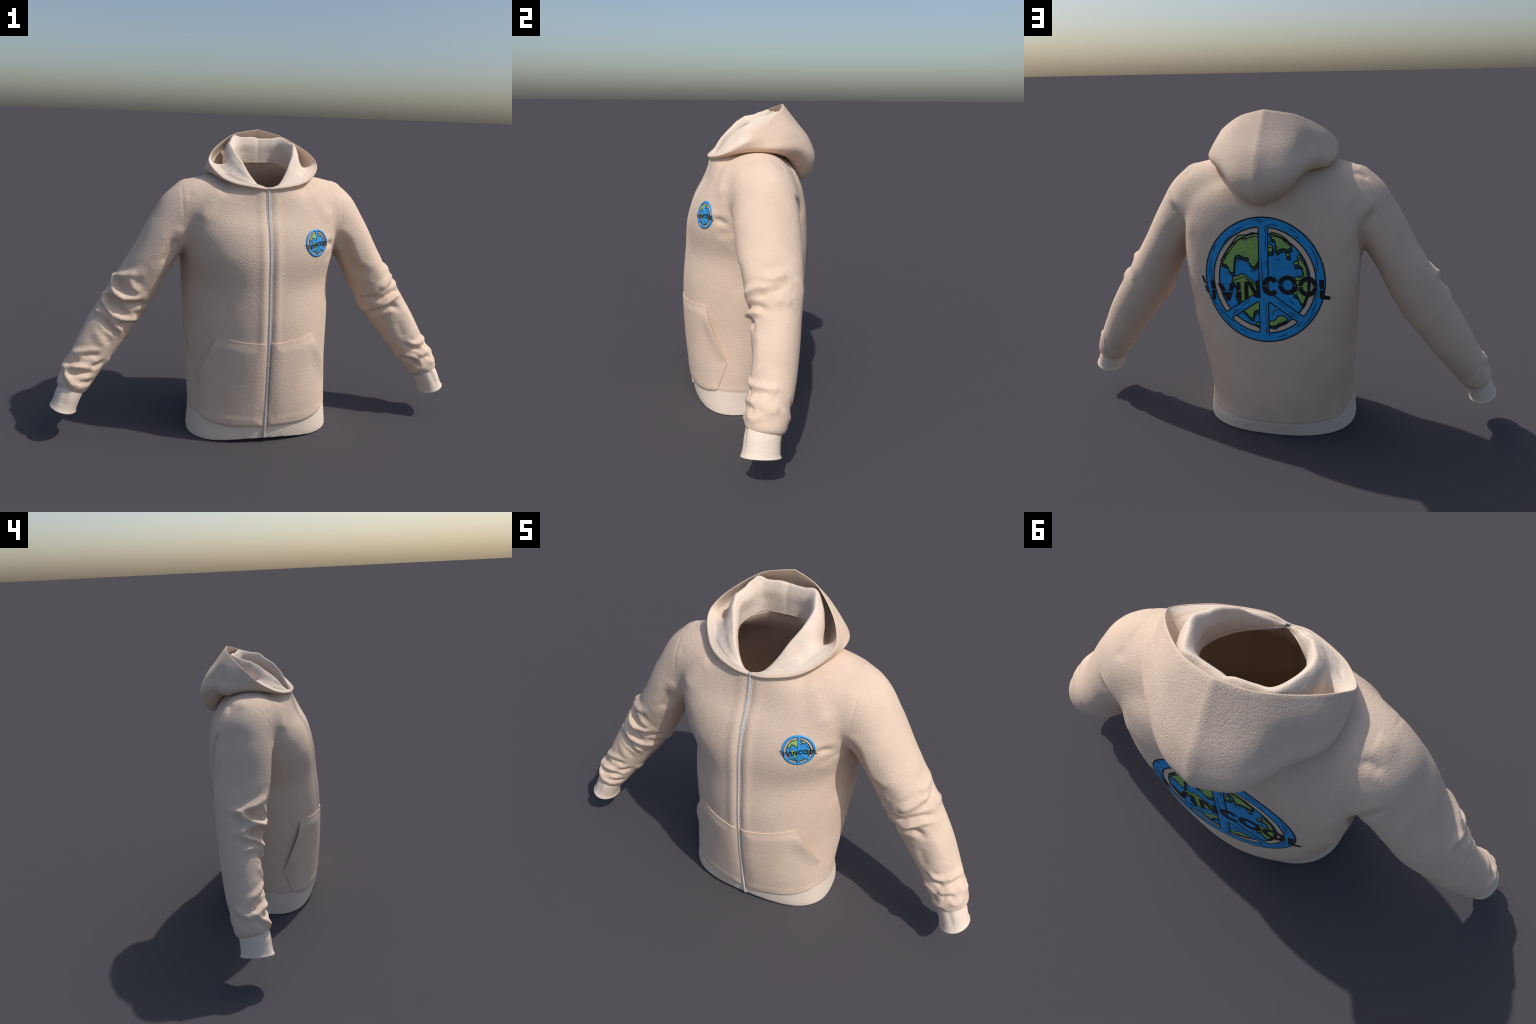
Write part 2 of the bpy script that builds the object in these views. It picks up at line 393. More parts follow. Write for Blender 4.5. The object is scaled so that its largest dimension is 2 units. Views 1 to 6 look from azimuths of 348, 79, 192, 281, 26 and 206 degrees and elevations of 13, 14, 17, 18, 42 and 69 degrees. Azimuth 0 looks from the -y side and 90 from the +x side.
# ------------------------------------------------------------------ hood: profiles swept round the neck from the zip to the centre back
# each row: one line along the hood; columns: stations from the front (0) to the centre-back seam (9)
HK = np.arange(10.)
H = {
 'neck': [(0.006,-0.176,1.196),(0.045,-0.16,1.181),(0.095,-0.125,1.193),(0.13,-0.08,1.208),(0.155,-0.03,1.221),(0.165,0.02,1.233),(0.158,0.06,1.246),(0.13,0.1,1.272),(0.075,0.122,1.282),(0.005,0.128,1.285)],
 'tuck': [(0.006,-0.186,1.196),(0.055,-0.18,1.189),(0.105,-0.15,1.201),(0.15,-0.105,1.218),(0.18,-0.045,1.232),(0.195,0.025,1.236),(0.19,0.095,1.231),(0.15,0.15,1.217),(0.085,0.19,1.182),(0.01,0.205,1.162)],
 'under': [(0.006,-0.19,1.199),(0.063,-0.188,1.204),(0.14,-0.157,1.215),(0.195,-0.112,1.232),(0.232,-0.04,1.243),(0.245,0.045,1.243),(0.228,0.125,1.232),(0.163,0.203,1.196),(0.09,0.248,1.112),(0.015,0.266,1.088)],
 'low': [(0.006,-0.191,1.2),(0.065,-0.19,1.206),(0.146,-0.16,1.217),(0.205,-0.114,1.235),(0.248,-0.038,1.25),(0.263,0.05,1.25),(0.246,0.13,1.238),(0.178,0.219,1.214),(0.1,0.288,1.142),(0.015,0.316,1.124)],
 'bulge': [(0.006,-0.192,1.202),(0.066,-0.192,1.209),(0.151,-0.161,1.22),(0.213,-0.115,1.24),(0.26,-0.035,1.262),(0.274,0.055,1.262),(0.258,0.134,1.26),(0.192,0.224,1.246),(0.112,0.302,1.198),(0.016,0.338,1.194)],
 'swell': [(0.006,-0.192,1.204),(0.066,-0.192,1.212),(0.152,-0.162,1.223),(0.215,-0.117,1.245),(0.266,-0.036,1.28),(0.268,0.045,1.29),(0.245,0.12,1.305),(0.172,0.207,1.31),(0.102,0.272,1.292),(0.017,0.308,1.286)],
 'back': [(0.006,-0.19,1.206),(0.066,-0.191,1.213),(0.151,-0.161,1.225),(0.214,-0.118,1.248),(0.267,-0.038,1.293),(0.258,0.03,1.322),(0.219,0.099,1.35),(0.15,0.172,1.374),(0.083,0.21,1.378),(0.014,0.24,1.373)],
 'rim': [(0.006,-0.187,1.208),(0.064,-0.19,1.214),(0.149,-0.16,1.227),(0.211,-0.118,1.25),(0.264,-0.039,1.301),(0.245,0.018,1.349),(0.191,0.08,1.391),(0.121,0.134,1.429),(0.066,0.157,1.445),(0.01,0.171,1.457)],
 'lip': [(0.006,-0.185,1.208),(0.063,-0.186,1.215),(0.147,-0.156,1.228),(0.208,-0.115,1.251),(0.26,-0.038,1.3015),(0.241,0.018,1.349),(0.187,0.078,1.391),(0.119,0.131,1.428),(0.065,0.153,1.444),(0.01,0.166,1.455)],
 'inner': [(0.006,-0.184,1.208),(0.055,-0.176,1.224),(0.128,-0.148,1.239),(0.185,-0.105,1.262),(0.23,-0.034,1.294),(0.246,0.033,1.305),(0.213,0.108,1.315),(0.152,0.176,1.34),(0.08,0.195,1.372),(0.01,0.21,1.385)],
 'valley': [(0.006,-0.183,1.208),(0.053,-0.173,1.222),(0.108,-0.143,1.25),(0.155,-0.098,1.282),(0.196,-0.034,1.298),(0.198,0.042,1.25),(0.176,0.1,1.25),(0.14,0.15,1.28),(0.078,0.175,1.322),(0.008,0.185,1.335)],
 'outside': [(0.006,-0.182,1.208),(0.048,-0.169,1.222),(0.096,-0.142,1.258),(0.134,-0.098,1.306),(0.166,-0.036,1.345),(0.174,0.02,1.374),(0.165,0.072,1.38),(0.136,0.13,1.398),(0.074,0.147,1.402),(0.006,0.158,1.4)],
 'crest': [(0.006,-0.18,1.209),(0.044,-0.166,1.218),(0.084,-0.138,1.262),(0.117,-0.096,1.317),(0.146,-0.04,1.36),(0.157,0.013,1.393),(0.145,0.057,1.404),(0.121,0.117,1.424),(0.07,0.124,1.42),(0.005,0.132,1.416)],
 'inside': [(0.006,-0.178,1.207),(0.042,-0.162,1.212),(0.077,-0.128,1.244),(0.103,-0.088,1.287),(0.127,-0.038,1.326),(0.138,0.01,1.365),(0.128,0.048,1.375),(0.104,0.098,1.395),(0.066,0.109,1.39),(0.004,0.117,1.388)],
 'fall': [(0.006,-0.177,1.202),(0.042,-0.158,1.205),(0.076,-0.124,1.23),(0.103,-0.084,1.258),(0.132,-0.034,1.284),(0.145,0.01,1.302),(0.134,0.048,1.318),(0.103,0.094,1.336),(0.068,0.11,1.342),(0.004,0.112,1.342)],
 'hem': [(0.006,-0.176,1.197),(0.041,-0.154,1.201),(0.076,-0.12,1.214),(0.11,-0.08,1.23),(0.14,-0.03,1.246),(0.151,0.012,1.258),(0.138,0.05,1.272),(0.106,0.092,1.288),(0.074,0.112,1.296),(0.004,0.112,1.299)],
}
rows = list(H); NR = len(rows)
SUB = 7; NS = 72; LIP = rows.index('lip')
def hood_half(side):
    """grid[station][profile point] for one half; side -1 is a slightly tighter mirror image."""
    ctrl = np.array([H[r] for r in rows])                       # rows x stations x 3
    if side < 0:
        ctrl = ctrl.copy(); ctrl[:, :, 0] *= -1
        ctrl[:, 1:9, 0] *= .975; ctrl[:, -1, 0] *= -1
        ctrl[:, 4:8, 2] += .004
        ctrl[:, 0, 0] = -.006
        for r in ('under', 'low', 'bulge', 'swell'): ctrl[rows.index(r), 7] += (0, -.012, .004); ctrl[rows.index(r), 6] += (0, -.004, -.009)
        for r, dz_, dy_ in (('under', .030, -.004), ('low', .026, .0), ('bulge', .010, .0)): ctrl[rows.index(r), 8] += (0, dy_, dz_)
        for r, dz_ in (('under', .012), ('low', .010)): ctrl[rows.index(r), 7, 2] += dz_
    st = np.linspace(0, 9, NS + 1)
    along = np.stack([cr(HK, ctrl[r], st) for r in range(NR)])  # rows x NS+1 x 3
    grid = []
    for j in range(NS + 1):
        p = along[:, j]; out = []
        # shell and lining are separate curves that meet in a thin folded edge
        for q, last in ((p[:LIP], False), (p[LIP:], True)):
            kk = chord(q) + np.arange(len(q)) * 1e-4
            ts = np.concatenate([np.linspace(kk[i], kk[i + 1], SUB, endpoint=False) for i in range(len(q) - 1)] + [[kk[-1]]])
            out.append(cr(kk, q, ts))
        up = out[0][-1] - out[0][-SUB]; up /= np.linalg.norm(up) + 1e-9
        mid = (out[0][-1] + out[1][0]) / 2
        w = np.linalg.norm(out[0][-1] - out[1][0])
        edge = np.array([out[0][-1] * .8 + out[1][0] * .2 + up * w * .3, mid + up * w * .42, out[0][-1] * .2 + out[1][0] * .8 + up * w * .3])
        grid.append(np.concatenate([out[0], edge, out[1]]))
    return np.array(grid)
left, right = hood_half(-1), hood_half(1)
lip_i = (LIP - 1) * SUB + 4          # first lining point of a profile
def relief(g, side):
    """soft rumples on the lining roll"""
    out = g.copy()
    for j in range(len(g)):
        for i in range(lip_i + SUB, g.shape[1] - SUB):
            p = Vector(g[j, i])
            q = noise.noise(p * 13 + Vector((3.1 * side, 0, 0))) * .009 + noise.noise(p * 34) * .003
            w = min(1, j / 8)
            out[j, i] = g[j, i] + np.array([0, 0, 1]) * q * w * .8 + np.array([np.sign(p.x + 1e-6), 0, 0]) * q * w * .5
    return out
left, right = relief(left, -1), relief(right, 1)
def seamed(g):
    # the centre-back seam of the lining is pulled in a little
    g = g.copy()
    for k in (0, 1):
        g[-1 - k, lip_i + SUB:] += np.array([0, .0025 * (1 - k * .6), -.0025 * (1 - k * .6)])
    return g
left, right = seamed(left), seamed(right)
left[-1] = right[-1] = (left[-1] + right[-1]) / 2
allg = np.concatenate([left[::-1], right], 0)       # centre back -> left -> front -> right -> centre back
# front columns are doubled so that the two halves may part at the zip
def strip(name, i0, i1, mat, parent):
    faces = []; verts = allg[:, i0:i1 + 1].reshape(-1, 3); n = i1 - i0 + 1
    for j in range(len(allg) - 1):
        if j == NS: continue
        for i in range(n - 1):
            faces.append((j * n + i, (j + 1) * n + i, (j + 1) * n + i + 1, j * n + i + 1))
    me = new_mesh(name, verts, faces)
    bm = bmesh.new(); bm.from_mesh(me); bmesh.ops.remove_doubles(bm, verts=bm.verts, dist=1e-5)
    bmesh.ops.recalc_face_normals(bm, faces=bm.faces); bm.to_mesh(me); bm.free()
    return add(name, me, parent, mat)
hood = strip('hood', 0, lip_i, M_FLEECE, root)
lining = strip('hood_lining', lip_i, allg.shape[1] - 1, M_LINING, hood)

# ------------------------------------------------------------------ flat artwork cut from outlines and laid on the cloth
def inside_poly(P, poly):
    x, y = P[:, 0], P[:, 1]; r = np.zeros(len(P), bool); q = np.asarray(poly)
    for (x0, y0), (x1, y1) in zip(q, np.roll(q, -1, 0)):
        c = (y0 > y) != (y1 > y)
        r ^= c & (x < (x1 - x0) * (y - y0) / (y1 - y0 + 1e-15) + x0)
    return r

def resample(p, step, closed=True):
    p = np.asarray(p, float)
    if closed: p = np.vstack([p, p[:1]])
    out = []
    for a, b in zip(p[:-1], p[1:]):
        n = max(1, int(math.ceil(np.linalg.norm(b - a) / step)))
        out += [a + (b - a) * k / n for k in range(n)]
    if not closed: out.append(p[-1])
    return np.array(out)

def rounded(p, n=6, closed=True):
    """Catmull-Rom curve through control points."""
    p = np.asarray(p, float); N = len(p)
    if not closed:
        k = chord(p); return cr(k, p, np.linspace(0, k[-1], (N - 1) * n + 1))
    out = []
    for i in range(N):
        a, b, c, d = p[i - 1], p[i], p[(i + 1) % N], p[(i + 2) % N]
        for t in np.arange(n) / n:
            out.append(.5 * ((2 * b) + (c - a) * t + (2 * a - 5 * b + 4 * c - d) * t * t + (3 * b - a - 3 * c + d) * t ** 3))
    return np.array(out)

def soften(p, r, n=4):
    """cut the corners of a polygon with small arcs of radius about r"""
    p = np.asarray(p, float); out = []
    for i in range(len(p)):
        a, b, c = p[i - 1], p[i], p[(i + 1) % len(p)]
        u, v = a - b, c - b; lu, lv = np.linalg.norm(u), np.linalg.norm(v)
        if np.dot(u, v) / (lu * lv + 1e-12) < -.9: out.append(b); continue
        s0, s1 = b + u / lu * min(r, lu * .45), b + v / lv * min(r, lv * .45)
        out += [(1 - t) ** 2 * s0 + 2 * t * (1 - t) * b + t * t * s1 for t in np.linspace(0, 1, n)]
    return np.array(out)

def fill(outer, holes=(), step=.008):
    """Triangulated flat shape with inner points, so that it can follow the cloth; returns points, triangles, edge flags."""
    loops = [resample(o, step) for o in (outer, *holes)]
    pts = np.concatenate(loops); nb = len(pts); ed = []; o = 0
    for l in loops:
        n = len(l); ed += [(o + i, o + (i + 1) % n) for i in range(n)]; o += n
    lo, hi = pts.min(0), pts.max(0)
    gx, gy = np.meshgrid(np.arange(lo[0] + step / 2, hi[0], step), np.arange(lo[1] + step / 2, hi[1], step))
    G = np.stack([gx.ravel(), gy.ravel()], 1)
    ok = inside_poly(G, loops[0])
    for h in loops[1:]: ok &= ~inside_poly(G, h)
    G = G[ok]
    if len(G):
        d = np.min(np.linalg.norm(G[:, None] - pts[None], axis=2), axis=1); G = G[d > step * .45]
    allp = np.concatenate([pts, G]) if len(G) else pts
    r = geometry.delaunay_2d_cdt([Vector(p) for p in allp], ed, [], 0, 1e-7)
    v = np.array([tuple(p) for p in r[0]]); f = np.array([t for t in r[2] if len(t) == 3])
    c = v[f].mean(1); ok = inside_poly(c, loops[0])
    for h in loops[1:]: ok &= ~inside_poly(c, h)
    d = np.min(np.linalg.norm(v[:, None] - pts[None], axis=2), axis=1) < 1e-6
    return v, f[ok], d

def stroke(p, w, closed=False, taper=False, step=.006):
    p = resample(p, step, closed); n = len(p)
    t = (np.roll(p, -1, 0) - np.roll(p, 1, 0)) if closed else np.gradient(p, axis=0)
    t /= np.linalg.norm(t, axis=1)[:, None] + 1e-12; m = np.stack([-t[:, 1], t[:, 0]], 1)
    ww = np.full(n, w / 2)
    if taper: ww = ww * (.25 + .75 * np.sin(np.linspace(0, np.pi, n)))
    v = np.concatenate([p + m * ww[:, None], p - m * ww[:, None]])
    f = [(i, i + n, (i + 1) % n + n, (i + 1) % n) for i in range(n if closed else n - 1)]
    return v, f

class Pile:
    """collects several flat pieces into one mesh"""
    def __init__(self): self.v = []; self.f = []; self.e = []; self.n = 0
    def put(self, v, f, e=None):
        self.v.append(v); self.f += [tuple(int(i) + self.n for i in q) for q in f]
        self.e.append(np.zeros(len(v), bool) if e is None else e); self.n += len(v)
        return self

def lay(name, pile, where, lift, parent, mat, pillow=0.0):
    V2 = np.concatenate(pile.v); E = np.concatenate(pile.e)
    P, Nn = where(V2)
    h = lift + pillow * (~E)
    me = new_mesh(name, P + Nn * h[:, None], pile.f)
    bm = bmesh.new(); bm.from_mesh(me); bm.normal_update()
    flip = sum(f.normal.dot(Vector(Nn[f.verts[0].index])) for f in list(bm.faces)[:200]) < 0
    if flip: bmesh.ops.reverse_faces(bm, faces=bm.faces)
    bm.to_mesh(me); bm.free()
    return add(name, me, parent, mat)

# --- the emblem, in metres from its centre: a globe behind a peace sign, lettering across
MM = .001
LANDS = {
 'north_america': [(-187,67),(-182,87),(-156,127),(-115,178),(-104,186),(-70,190),(-47,199),(-25,195),(-17,186),(-19,98),(-27,75),(-39,58),(-52,63),(-63,77),(-68,94),(-83,95),(-102,103),(-117,102),(-126,90),(-130,61),(-132,35),(-142,28),(-152,37),(-159,55),(-171,61)],
 'south_america': [(-139,-1),(-130,14),(-113,17),(-101,26),(-82,21),(-63,7),(-35,-13),(-17,-31),(-15,-118),(-33,-127),(-45,-139),(-50,-162),(-65,-157),(-80,-142),(-97,-127),(-96,-111),(-92,-98),(-103,-90),(-121,-86),(-121,-38),(-128,-23),(-138,-14)],
 'europe': [(31,193),(37,202),(62,198),(84,188),(105,172),(116,154),(120,145),(105,136),(87,139),(71,135),(58,126),(51,131),(53,153),(48,171),(33,181)],
 'britain': [(15,155),(33,154),(41,145),(40,129),(33,123),(15,126)],
 'island': [(98,119),(109,122),(113,112),(105,106),(98,111)],
 'asia': [(147,114),(155,114),(162,100),(174,85),(182,62),(187,36),(191,20),(189,-14),(190,-41),(183,-56),(170,-89),(161,-88),(154,-75),(143,-55),(125,-48),(140,-32),(140,-1),(133,21),(147,24),(158,23),(167,36),(166,59),(151,73),(135,72),(130,83),(137,89),(146,92)],
 'antarctica': [(-39,-185),(-16,-176),(23,-171),(45,-167),(57,-151),(76,-144),(103,-156),(86,-171),(64,-180),(45,-194),(22,-191),(-16,-196)],
}
GLYPHS = {
 'L': [[(-287,3),(-275,1),(-265,-30),(-276,-28)],[(-274,-36),(-265,-38),(-258,-60),(-248,-76),(-266,-65)]],
 'I': [[(-244,-14),(-223,-14),(-220,-50),(-239,-50)],[(-239,-54),(-220,-54),(-218,-83),(-226,-101),(-238,-97)]],
 'V': [[(-210,-22),(-186,-22),(-168,-53),(-191,-55)],[(-150,-16),(-127,-15),(-138,-50),(-159,-53)],[(-187,-59),(-139,-55),(-152,-94),(-167,-96)]],
 'I.': [[(-122,-11),(-103,-9),(-102,-45),(-121,-47)],[(-121,-51),(-101,-49),(-99,-86),(-119,-88)]],
 'N': [[(-86,-6),(-68,-5),(-68,-82),(-86,-83)],[(-74,-5),(-58,-4),(-16,-72),(-38,-74)],[(-36,1),(-18,3),(-14,-72),(-32,-73)]],
 'C': ('arc', (30,-20), 39, 41, 16, 21, 38), 'O': ('arc', (103,-12), 41, 41, 22, 22, 0), 'O.': ('arc', (189,-16), 41, 43, 22, 23, 0),
 'L.': [[(236,14),(256,14),(258,-26),(238,-24)],[(238,-29),(258,-31),(260,-53),(284,-57),(282,-73),(250,-69),(239,-65)]],
}
R_OUT, R_IN, R_GLOBE, STEM = .262, .224, .199, .020

def ring_pt(r, a): return np.array([r * math.cos(a), r * math.sin(a)])
def arc(r, a0, a1, n=24): return [ring_pt(r, a) for a in np.linspace(a0, a1, n)]

def windows():
    """the four openings of the peace sign"""
    apex_u, apex_l, sl = -.030, -.071, .668                      # branch edges meet the stem here; slope of the branches
    out = []
    for sg in (-1, 1):
        def on_ring(c):                                            # where the branch edge z = c - sl*|u| meets the inner circle
            A = 1 + sl * sl; B = -2 * c * sl; C = c * c - R_IN ** 2
            x = (-B + math.sqrt(B * B - 4 * A * C)) / (2 * A); return math.atan2(c - sl * x, x)
        a_up, a_lo = on_ring(apex_u), on_ring(apex_l)
        top = math.acos(STEM / R_IN)
        up = [np.array([STEM, apex_u - sl * STEM])] + arc(R_IN, a_up, top, 40)
        lo = [np.array([STEM, apex_l - sl * STEM])] + arc(R_IN, a_lo, -top, 24)
        for w in (up, lo):
            w = np.array(w); w[:, 0] *= sg
            out.append(soften(w, .012))
    return out
WIN = windows()

def glyph(g):
    """polygons of one letter, split by the crack that runs through the word"""
    if g[0] != 'arc':
        return [np.array(q, float) * MM for q in g]
    _, c, ro, so, ri, si, open_ = g
    c = np.array(c, float)
    out = []
    for lo, hi in ((0, 180), (180, 360)):
        a0, a1 = np.radians(lo + (open_ if lo == 0 and open_ else 3)), np.radians(hi - (open_ if hi == 360 and open_ else 3))
        t = np.linspace(a0, a1, 22); off = np.array([0, -8])
        o = c + np.stack([ro * np.cos(t), so * np.sin(t)], 1); i = c + np.stack([ri * np.cos(t[::-1]), si * np.sin(t[::-1])], 1)
        out.append(np.concatenate([o, i]) * MM)
    return out

RIM_HATCH = [(96,10,.252),(92,8,.244),(118,12,.238),(132,22,.230),(60,10,.247),(52,6,.236),(28,20,.248),(20,14,.240),(14,8,.232),(170,24,.246),(176,18,.236),(188,20,.232),
             (205,12,.250),(215,14,.243),(226,22,.234),(232,14,.250),(246,8,.240),(290,10,.246),(310,10,.236),(322,26,.250),(334,16,.240),(346,12,.232),(356,10,.250),(150,10,.252),(78,8,.238)]

def emblem(parent_name, where, k, lift, mats, pillow=0.0, step=.008, detail=True):
    """k scales the artwork; lift is the height step between layers"""
    blue, green, deep, black = mats
    sc = lambda p: np.asarray(p, float) * k
    L = lambda i: lift * i
    disc = arc(R_GLOBE * (1 if detail else .95), 0, 2 * np.pi * 95 / 96, 96)
    globe = lay(parent_name, Pile().put(*fill(sc(disc), step=step)), where, L(1), root, blue, pillow)
    w = .0048 * k if detail else .007 * k
    lines = Pile(); lines.put(*stroke(sc(disc), w * 1.2, closed=True, step=step))
    for nm, p in LANDS.items():
        c = rounded(np.array(p, float) * MM * (1 if detail else .95), 5)
        lay('land_shadow', Pile().put(*fill(sc(c + np.array([.004, -.014])), step=step)), where, L(1.5), globe, deep, pillow)
        lay('land', Pile().put(*fill(sc(c), step=step)), where, L(2), globe, green, pillow)
        lines.put(*stroke(sc(c), w, closed=True, step=step))
        if detail: lines.put(*stroke(sc(c + np.array([.004, -.014])), w * .8, closed=True, step=step)) if nm != 'antarctica' else None
    # dark underside of the globe at lower right
    if detail:
        for a0, a1, r, ww in ((-32, -2, .196, .012), (-84, -58, .199, .012)):
            lines.put(*stroke(sc(arc(r, math.radians(a0), math.radians(a1), 20)), ww * k, taper=True, step=step))
        for p in ([(-112,60),(-108,82),(-92,86),(-76,84),(-70,66)],[(-90,14),(-64,-4),(-44,-14)],[(-60,40),(-48,36),(-38,44)],[(-170,30),(-160,24)],[(48,98),(62,92),(74,98)],
                  [(128,60),(140,56),(148,62)],[(66,-130),(50,-120),(34,-146)],[(80,-10),(88,-22),(84,-34),(96,-44)],[(-100,172),(-80,168),(-60,178),(-40,180)],
                  [(-176,76),(-168,98),(-150,118)],[(66,186),(88,172),(106,152)],[(-120,-60),(-126,-72),(-120,-84)],[(136,-96),(120,-84),(108,-66)],[(150,30),(146,44)],[(-46,176),(-38,164)],[(30,172),(36,160)]):
            lines.put(*stroke(sc(rounded(np.array(p, float) * MM, 4, closed=False)), .0034 * k, taper=True, step=step))
        for cx, cy in ((-85,110),(-92,116),(-42,75),(-34,84),(-36,70),(-58,90),(-62,-150),(-46,-128),(-86,-120),(172,-70),(166,-62),(70,-168),(82,-162),(60,-172),(25,138),(64,142)):
            lines.put(*fill(sc(np.array(arc(.0022, 0, 5.2, 6)) + np.array([cx, cy]) * MM), step=.01))
    lay('coastline', lines, where, L(2.5) + (pillow if pillow else 0), globe, black)
    outer = arc(R_OUT, 0, 2 * np.pi * 127 / 128, 128)
    peace = lay('peace_sign', Pile().put(*fill(sc(outer), [sc(q) for q in WIN], step=step)), where, L(3), globe, blue, pillow * 1.5)
    o = Pile()
    if detail:
        o.put(*stroke(sc(outer), .0055 * k, closed=True, step=step))
        for q in WIN: o.put(*stroke(sc(q), .005 * k, closed=True, step=step))
        for a, span, r in RIM_HATCH:
            a, span = math.radians(a), math.radians(span)
            o.put(*stroke(sc(arc(r, a - span / 2, a + span / 2, 10)), .0036 * k, taper=True, step=step))
        for u, z0, z1 in ((.010,.205,.120),(-.008,.10,.04),(-.004,.05,.0),(.011,.02,-.01),(.009,-.10,-.14),(.010,-.15,-.185),(-.012,.02,-.01),(.012,.09,.06)):
            o.put(*stroke(sc([(u, z0), (u, z1)]), .0034 * k, taper=True, step=step))
        for sg in (-1, 1):
            for d, a, b in ((.006,.06,.10),(-.006,.10,.15),(.004,.12,.14)):
                o.put(*stroke(sc([(sg * a, -.05 - .668 * a + d), (sg * b, -.05 - .668 * b + d)]), .0034 * k, taper=True, step=step))
        o.put(*stroke(sc(rounded([(.030,.232),(.012,.226),(.010,.200)], 5, False)), .0036 * k, step=step))
        o.put(*stroke(sc(rounded([(.028,-.236),(.012,-.228),(.010,-.195)], 5, False)), .0036 * k, step=step))
    else:
        for q in WIN: o.put(*stroke(sc(q), .006 * k, closed=True, step=step))
        o.put(*stroke(sc(arc(R_OUT - .002, math.radians(180), math.radians(340), 60)), .008 * k, step=step))
    lay('peace_sign_outline', o, where, L(3.5) + (pillow * .4 if pillow else 0), globe, black)
    for g in GLYPHS.values():
        pl = Pile()
        for q in glyph(g): pl.put(*fill(sc(q), step=step))
        lay('letter', pl, where, L(4.2) + pillow * 1.5, globe, black)
    return globe

def first_hit(o, d):
    h = surface.ray_cast(Vector(o), Vector(d)); return (h[0], h[1]) if h[0] is not None else (None, None)

# back: artwork runs along the width of the cloth (arc length), heights stay upright
BACK_Z, BACK_U = .772, -.007
bz = np.arange(.46, 1.10, .02); bx = np.linspace(-.40, .40, 161); bu = []
for z in bz:
    y = np.array([(lambda h: h[0].y if h[0] is not None else .0)(first_hit((x, 1, z), (0, -1, 0))) for x in bx])
    s_ = np.concatenate([[0], np.cumsum(np.hypot(np.diff(bx), np.diff(y)))]); bu.append(s_ - np.interp(0, bx, s_))
bu = np.array(bu)
def on_back(V2):
    P = []; Q = []
    for a, b in V2:
        z = BACK_Z + b; u = -(a * .955 + BACK_U)                         # seen from behind, right is -x
        f = np.clip((z - bz[0]) / .02, 0, len(bz) - 1.001); i = int(f); row = bu[i] * (1 - f + i) + bu[i + 1] * (f - i)
        x = float(np.interp(u, row, bx))
        h, n = first_hit((x, 1, z), (0, -1, 0)); P.append(h); Q.append(n)
    return np.array([tuple(p) for p in P]), np.array([tuple(p) for p in Q])

BADGE_C = Vector((.226, -.30, .963))
bh, bn = first_hit(BADGE_C, (0, 1, 0))
bn = sum((first_hit(BADGE_C + Vector((dx, 0, dz)), (0, 1, 0))[1] for dx in (-.04, 0, .04) for dz in (-.04, 0, .04)), Vector()).normalized()
b_u = Vector((0, 0, 1)).cross(bn).normalized(); b_v = bn.cross(b_u)
def on_chest(V2):
    P = []; Q = []
    for a, b in V2:
        h, n = first_hit(bh + b_u * float(a) + b_v * float(b) + bn * .06, -bn); P.append(tuple(h)); Q.append(tuple(n))
    return np.array(P), np.array(Q)

INK = [plain('blue_ink', (.020, .30, .66), rough=.6, var=.06), plain('green_ink', (.28, .47, .12), rough=.6, var=.08),
       plain('dark_teal_ink', (.012, .07, .07), rough=.6), plain('black_ink', (.012, .012, .016), rough=.6)]
THREAD = [plain('blue_thread', (.035, .33, .76), rough=.45, spec=.5, bump=.3), plain('green_thread', (.32, .52, .14), rough=.45, spec=.5, bump=.3),
          plain('dark_green_thread', (.03, .08, .04), rough=.5), plain('black_thread', (.02, .02, .022), rough=.5, spec=.4)]
emblem('back_print', on_back, 1.018, .00045, INK)
emblem('chest_badge', on_chest, .243, .0003, THREAD, pillow=.0016, step=.0028, detail=False)

# ------------------------------------------------------------------ kangaroo pocket: two stitched patches with slanted open edges
def pocket(side):
    edge = [(.013,.512),(.08,.512),(.15,.515),(.225,.524),(.319,.258),(.312,.19),(.303,.122),(.285,.106),(.25,.095),(.19,.087),(.10,.085),(.013,.084)]
    slant = np.array([(.225,.524),(.319,.258)])
    v, f, e = fill(np.array(edge), step=.0055)
    a, b = slant; ab = b - a
    hh = np.clip(((v - a) @ ab) / (ab @ ab), 0, 1); ds = np.linalg.norm(v - a - hh[:, None] * ab, axis=1)
    ring = resample(np.array(edge), .004)
    onsl = np.array([np.linalg.norm(q - a - np.clip(((q - a) @ ab) / (ab @ ab), 0, 1) * ab) for q in ring]) < .003
    other = ring[~onsl]
    do = np.min(np.linalg.norm(v[:, None] - other[None], axis=2), axis=1)
    puff = .0045 + .005 * smooth(0, .05, do)
    puff += .011 * np.exp(-(ds / .028) ** 2) * smooth(0, .08, do) * np.sin(np.pi * hh)
    low = v[:, 1] < .14
    puff += .004 * smooth(.0, .012, do) * smooth(.15, .10, v[:, 1])
    P = np.empty((len(v), 3))
    for i, (x, z) in enumerate(v):
        h, n = first_hit((x * side, -1, z), (0, 1, 0))
        P[i] = np.array(h) + np.array(n) * puff[i]
    me = new_mesh('pocket', P, f)
    bm = bmesh.new(); bm.from_mesh(me); bm.normal_update()
    if sum(q.normal.y for q in bm.faces) > 0: bmesh.ops.reverse_faces(bm, faces=bm.faces)
    bm.to_mesh(me); bm.free()
    ob = add('pocket', me, root, M_FLEECE)
    md = ob.modifiers.new('s', 'SOLIDIFY'); md.thickness = .004; md.offset = -1
    m2 = evaluated(ob); ob.modifiers.clear(); ob.data = m2; m2.shade_smooth()
    m2.set_sharp_from_angle(angle=math.radians(50))
    return ob
pocket(1); pocket(-1)

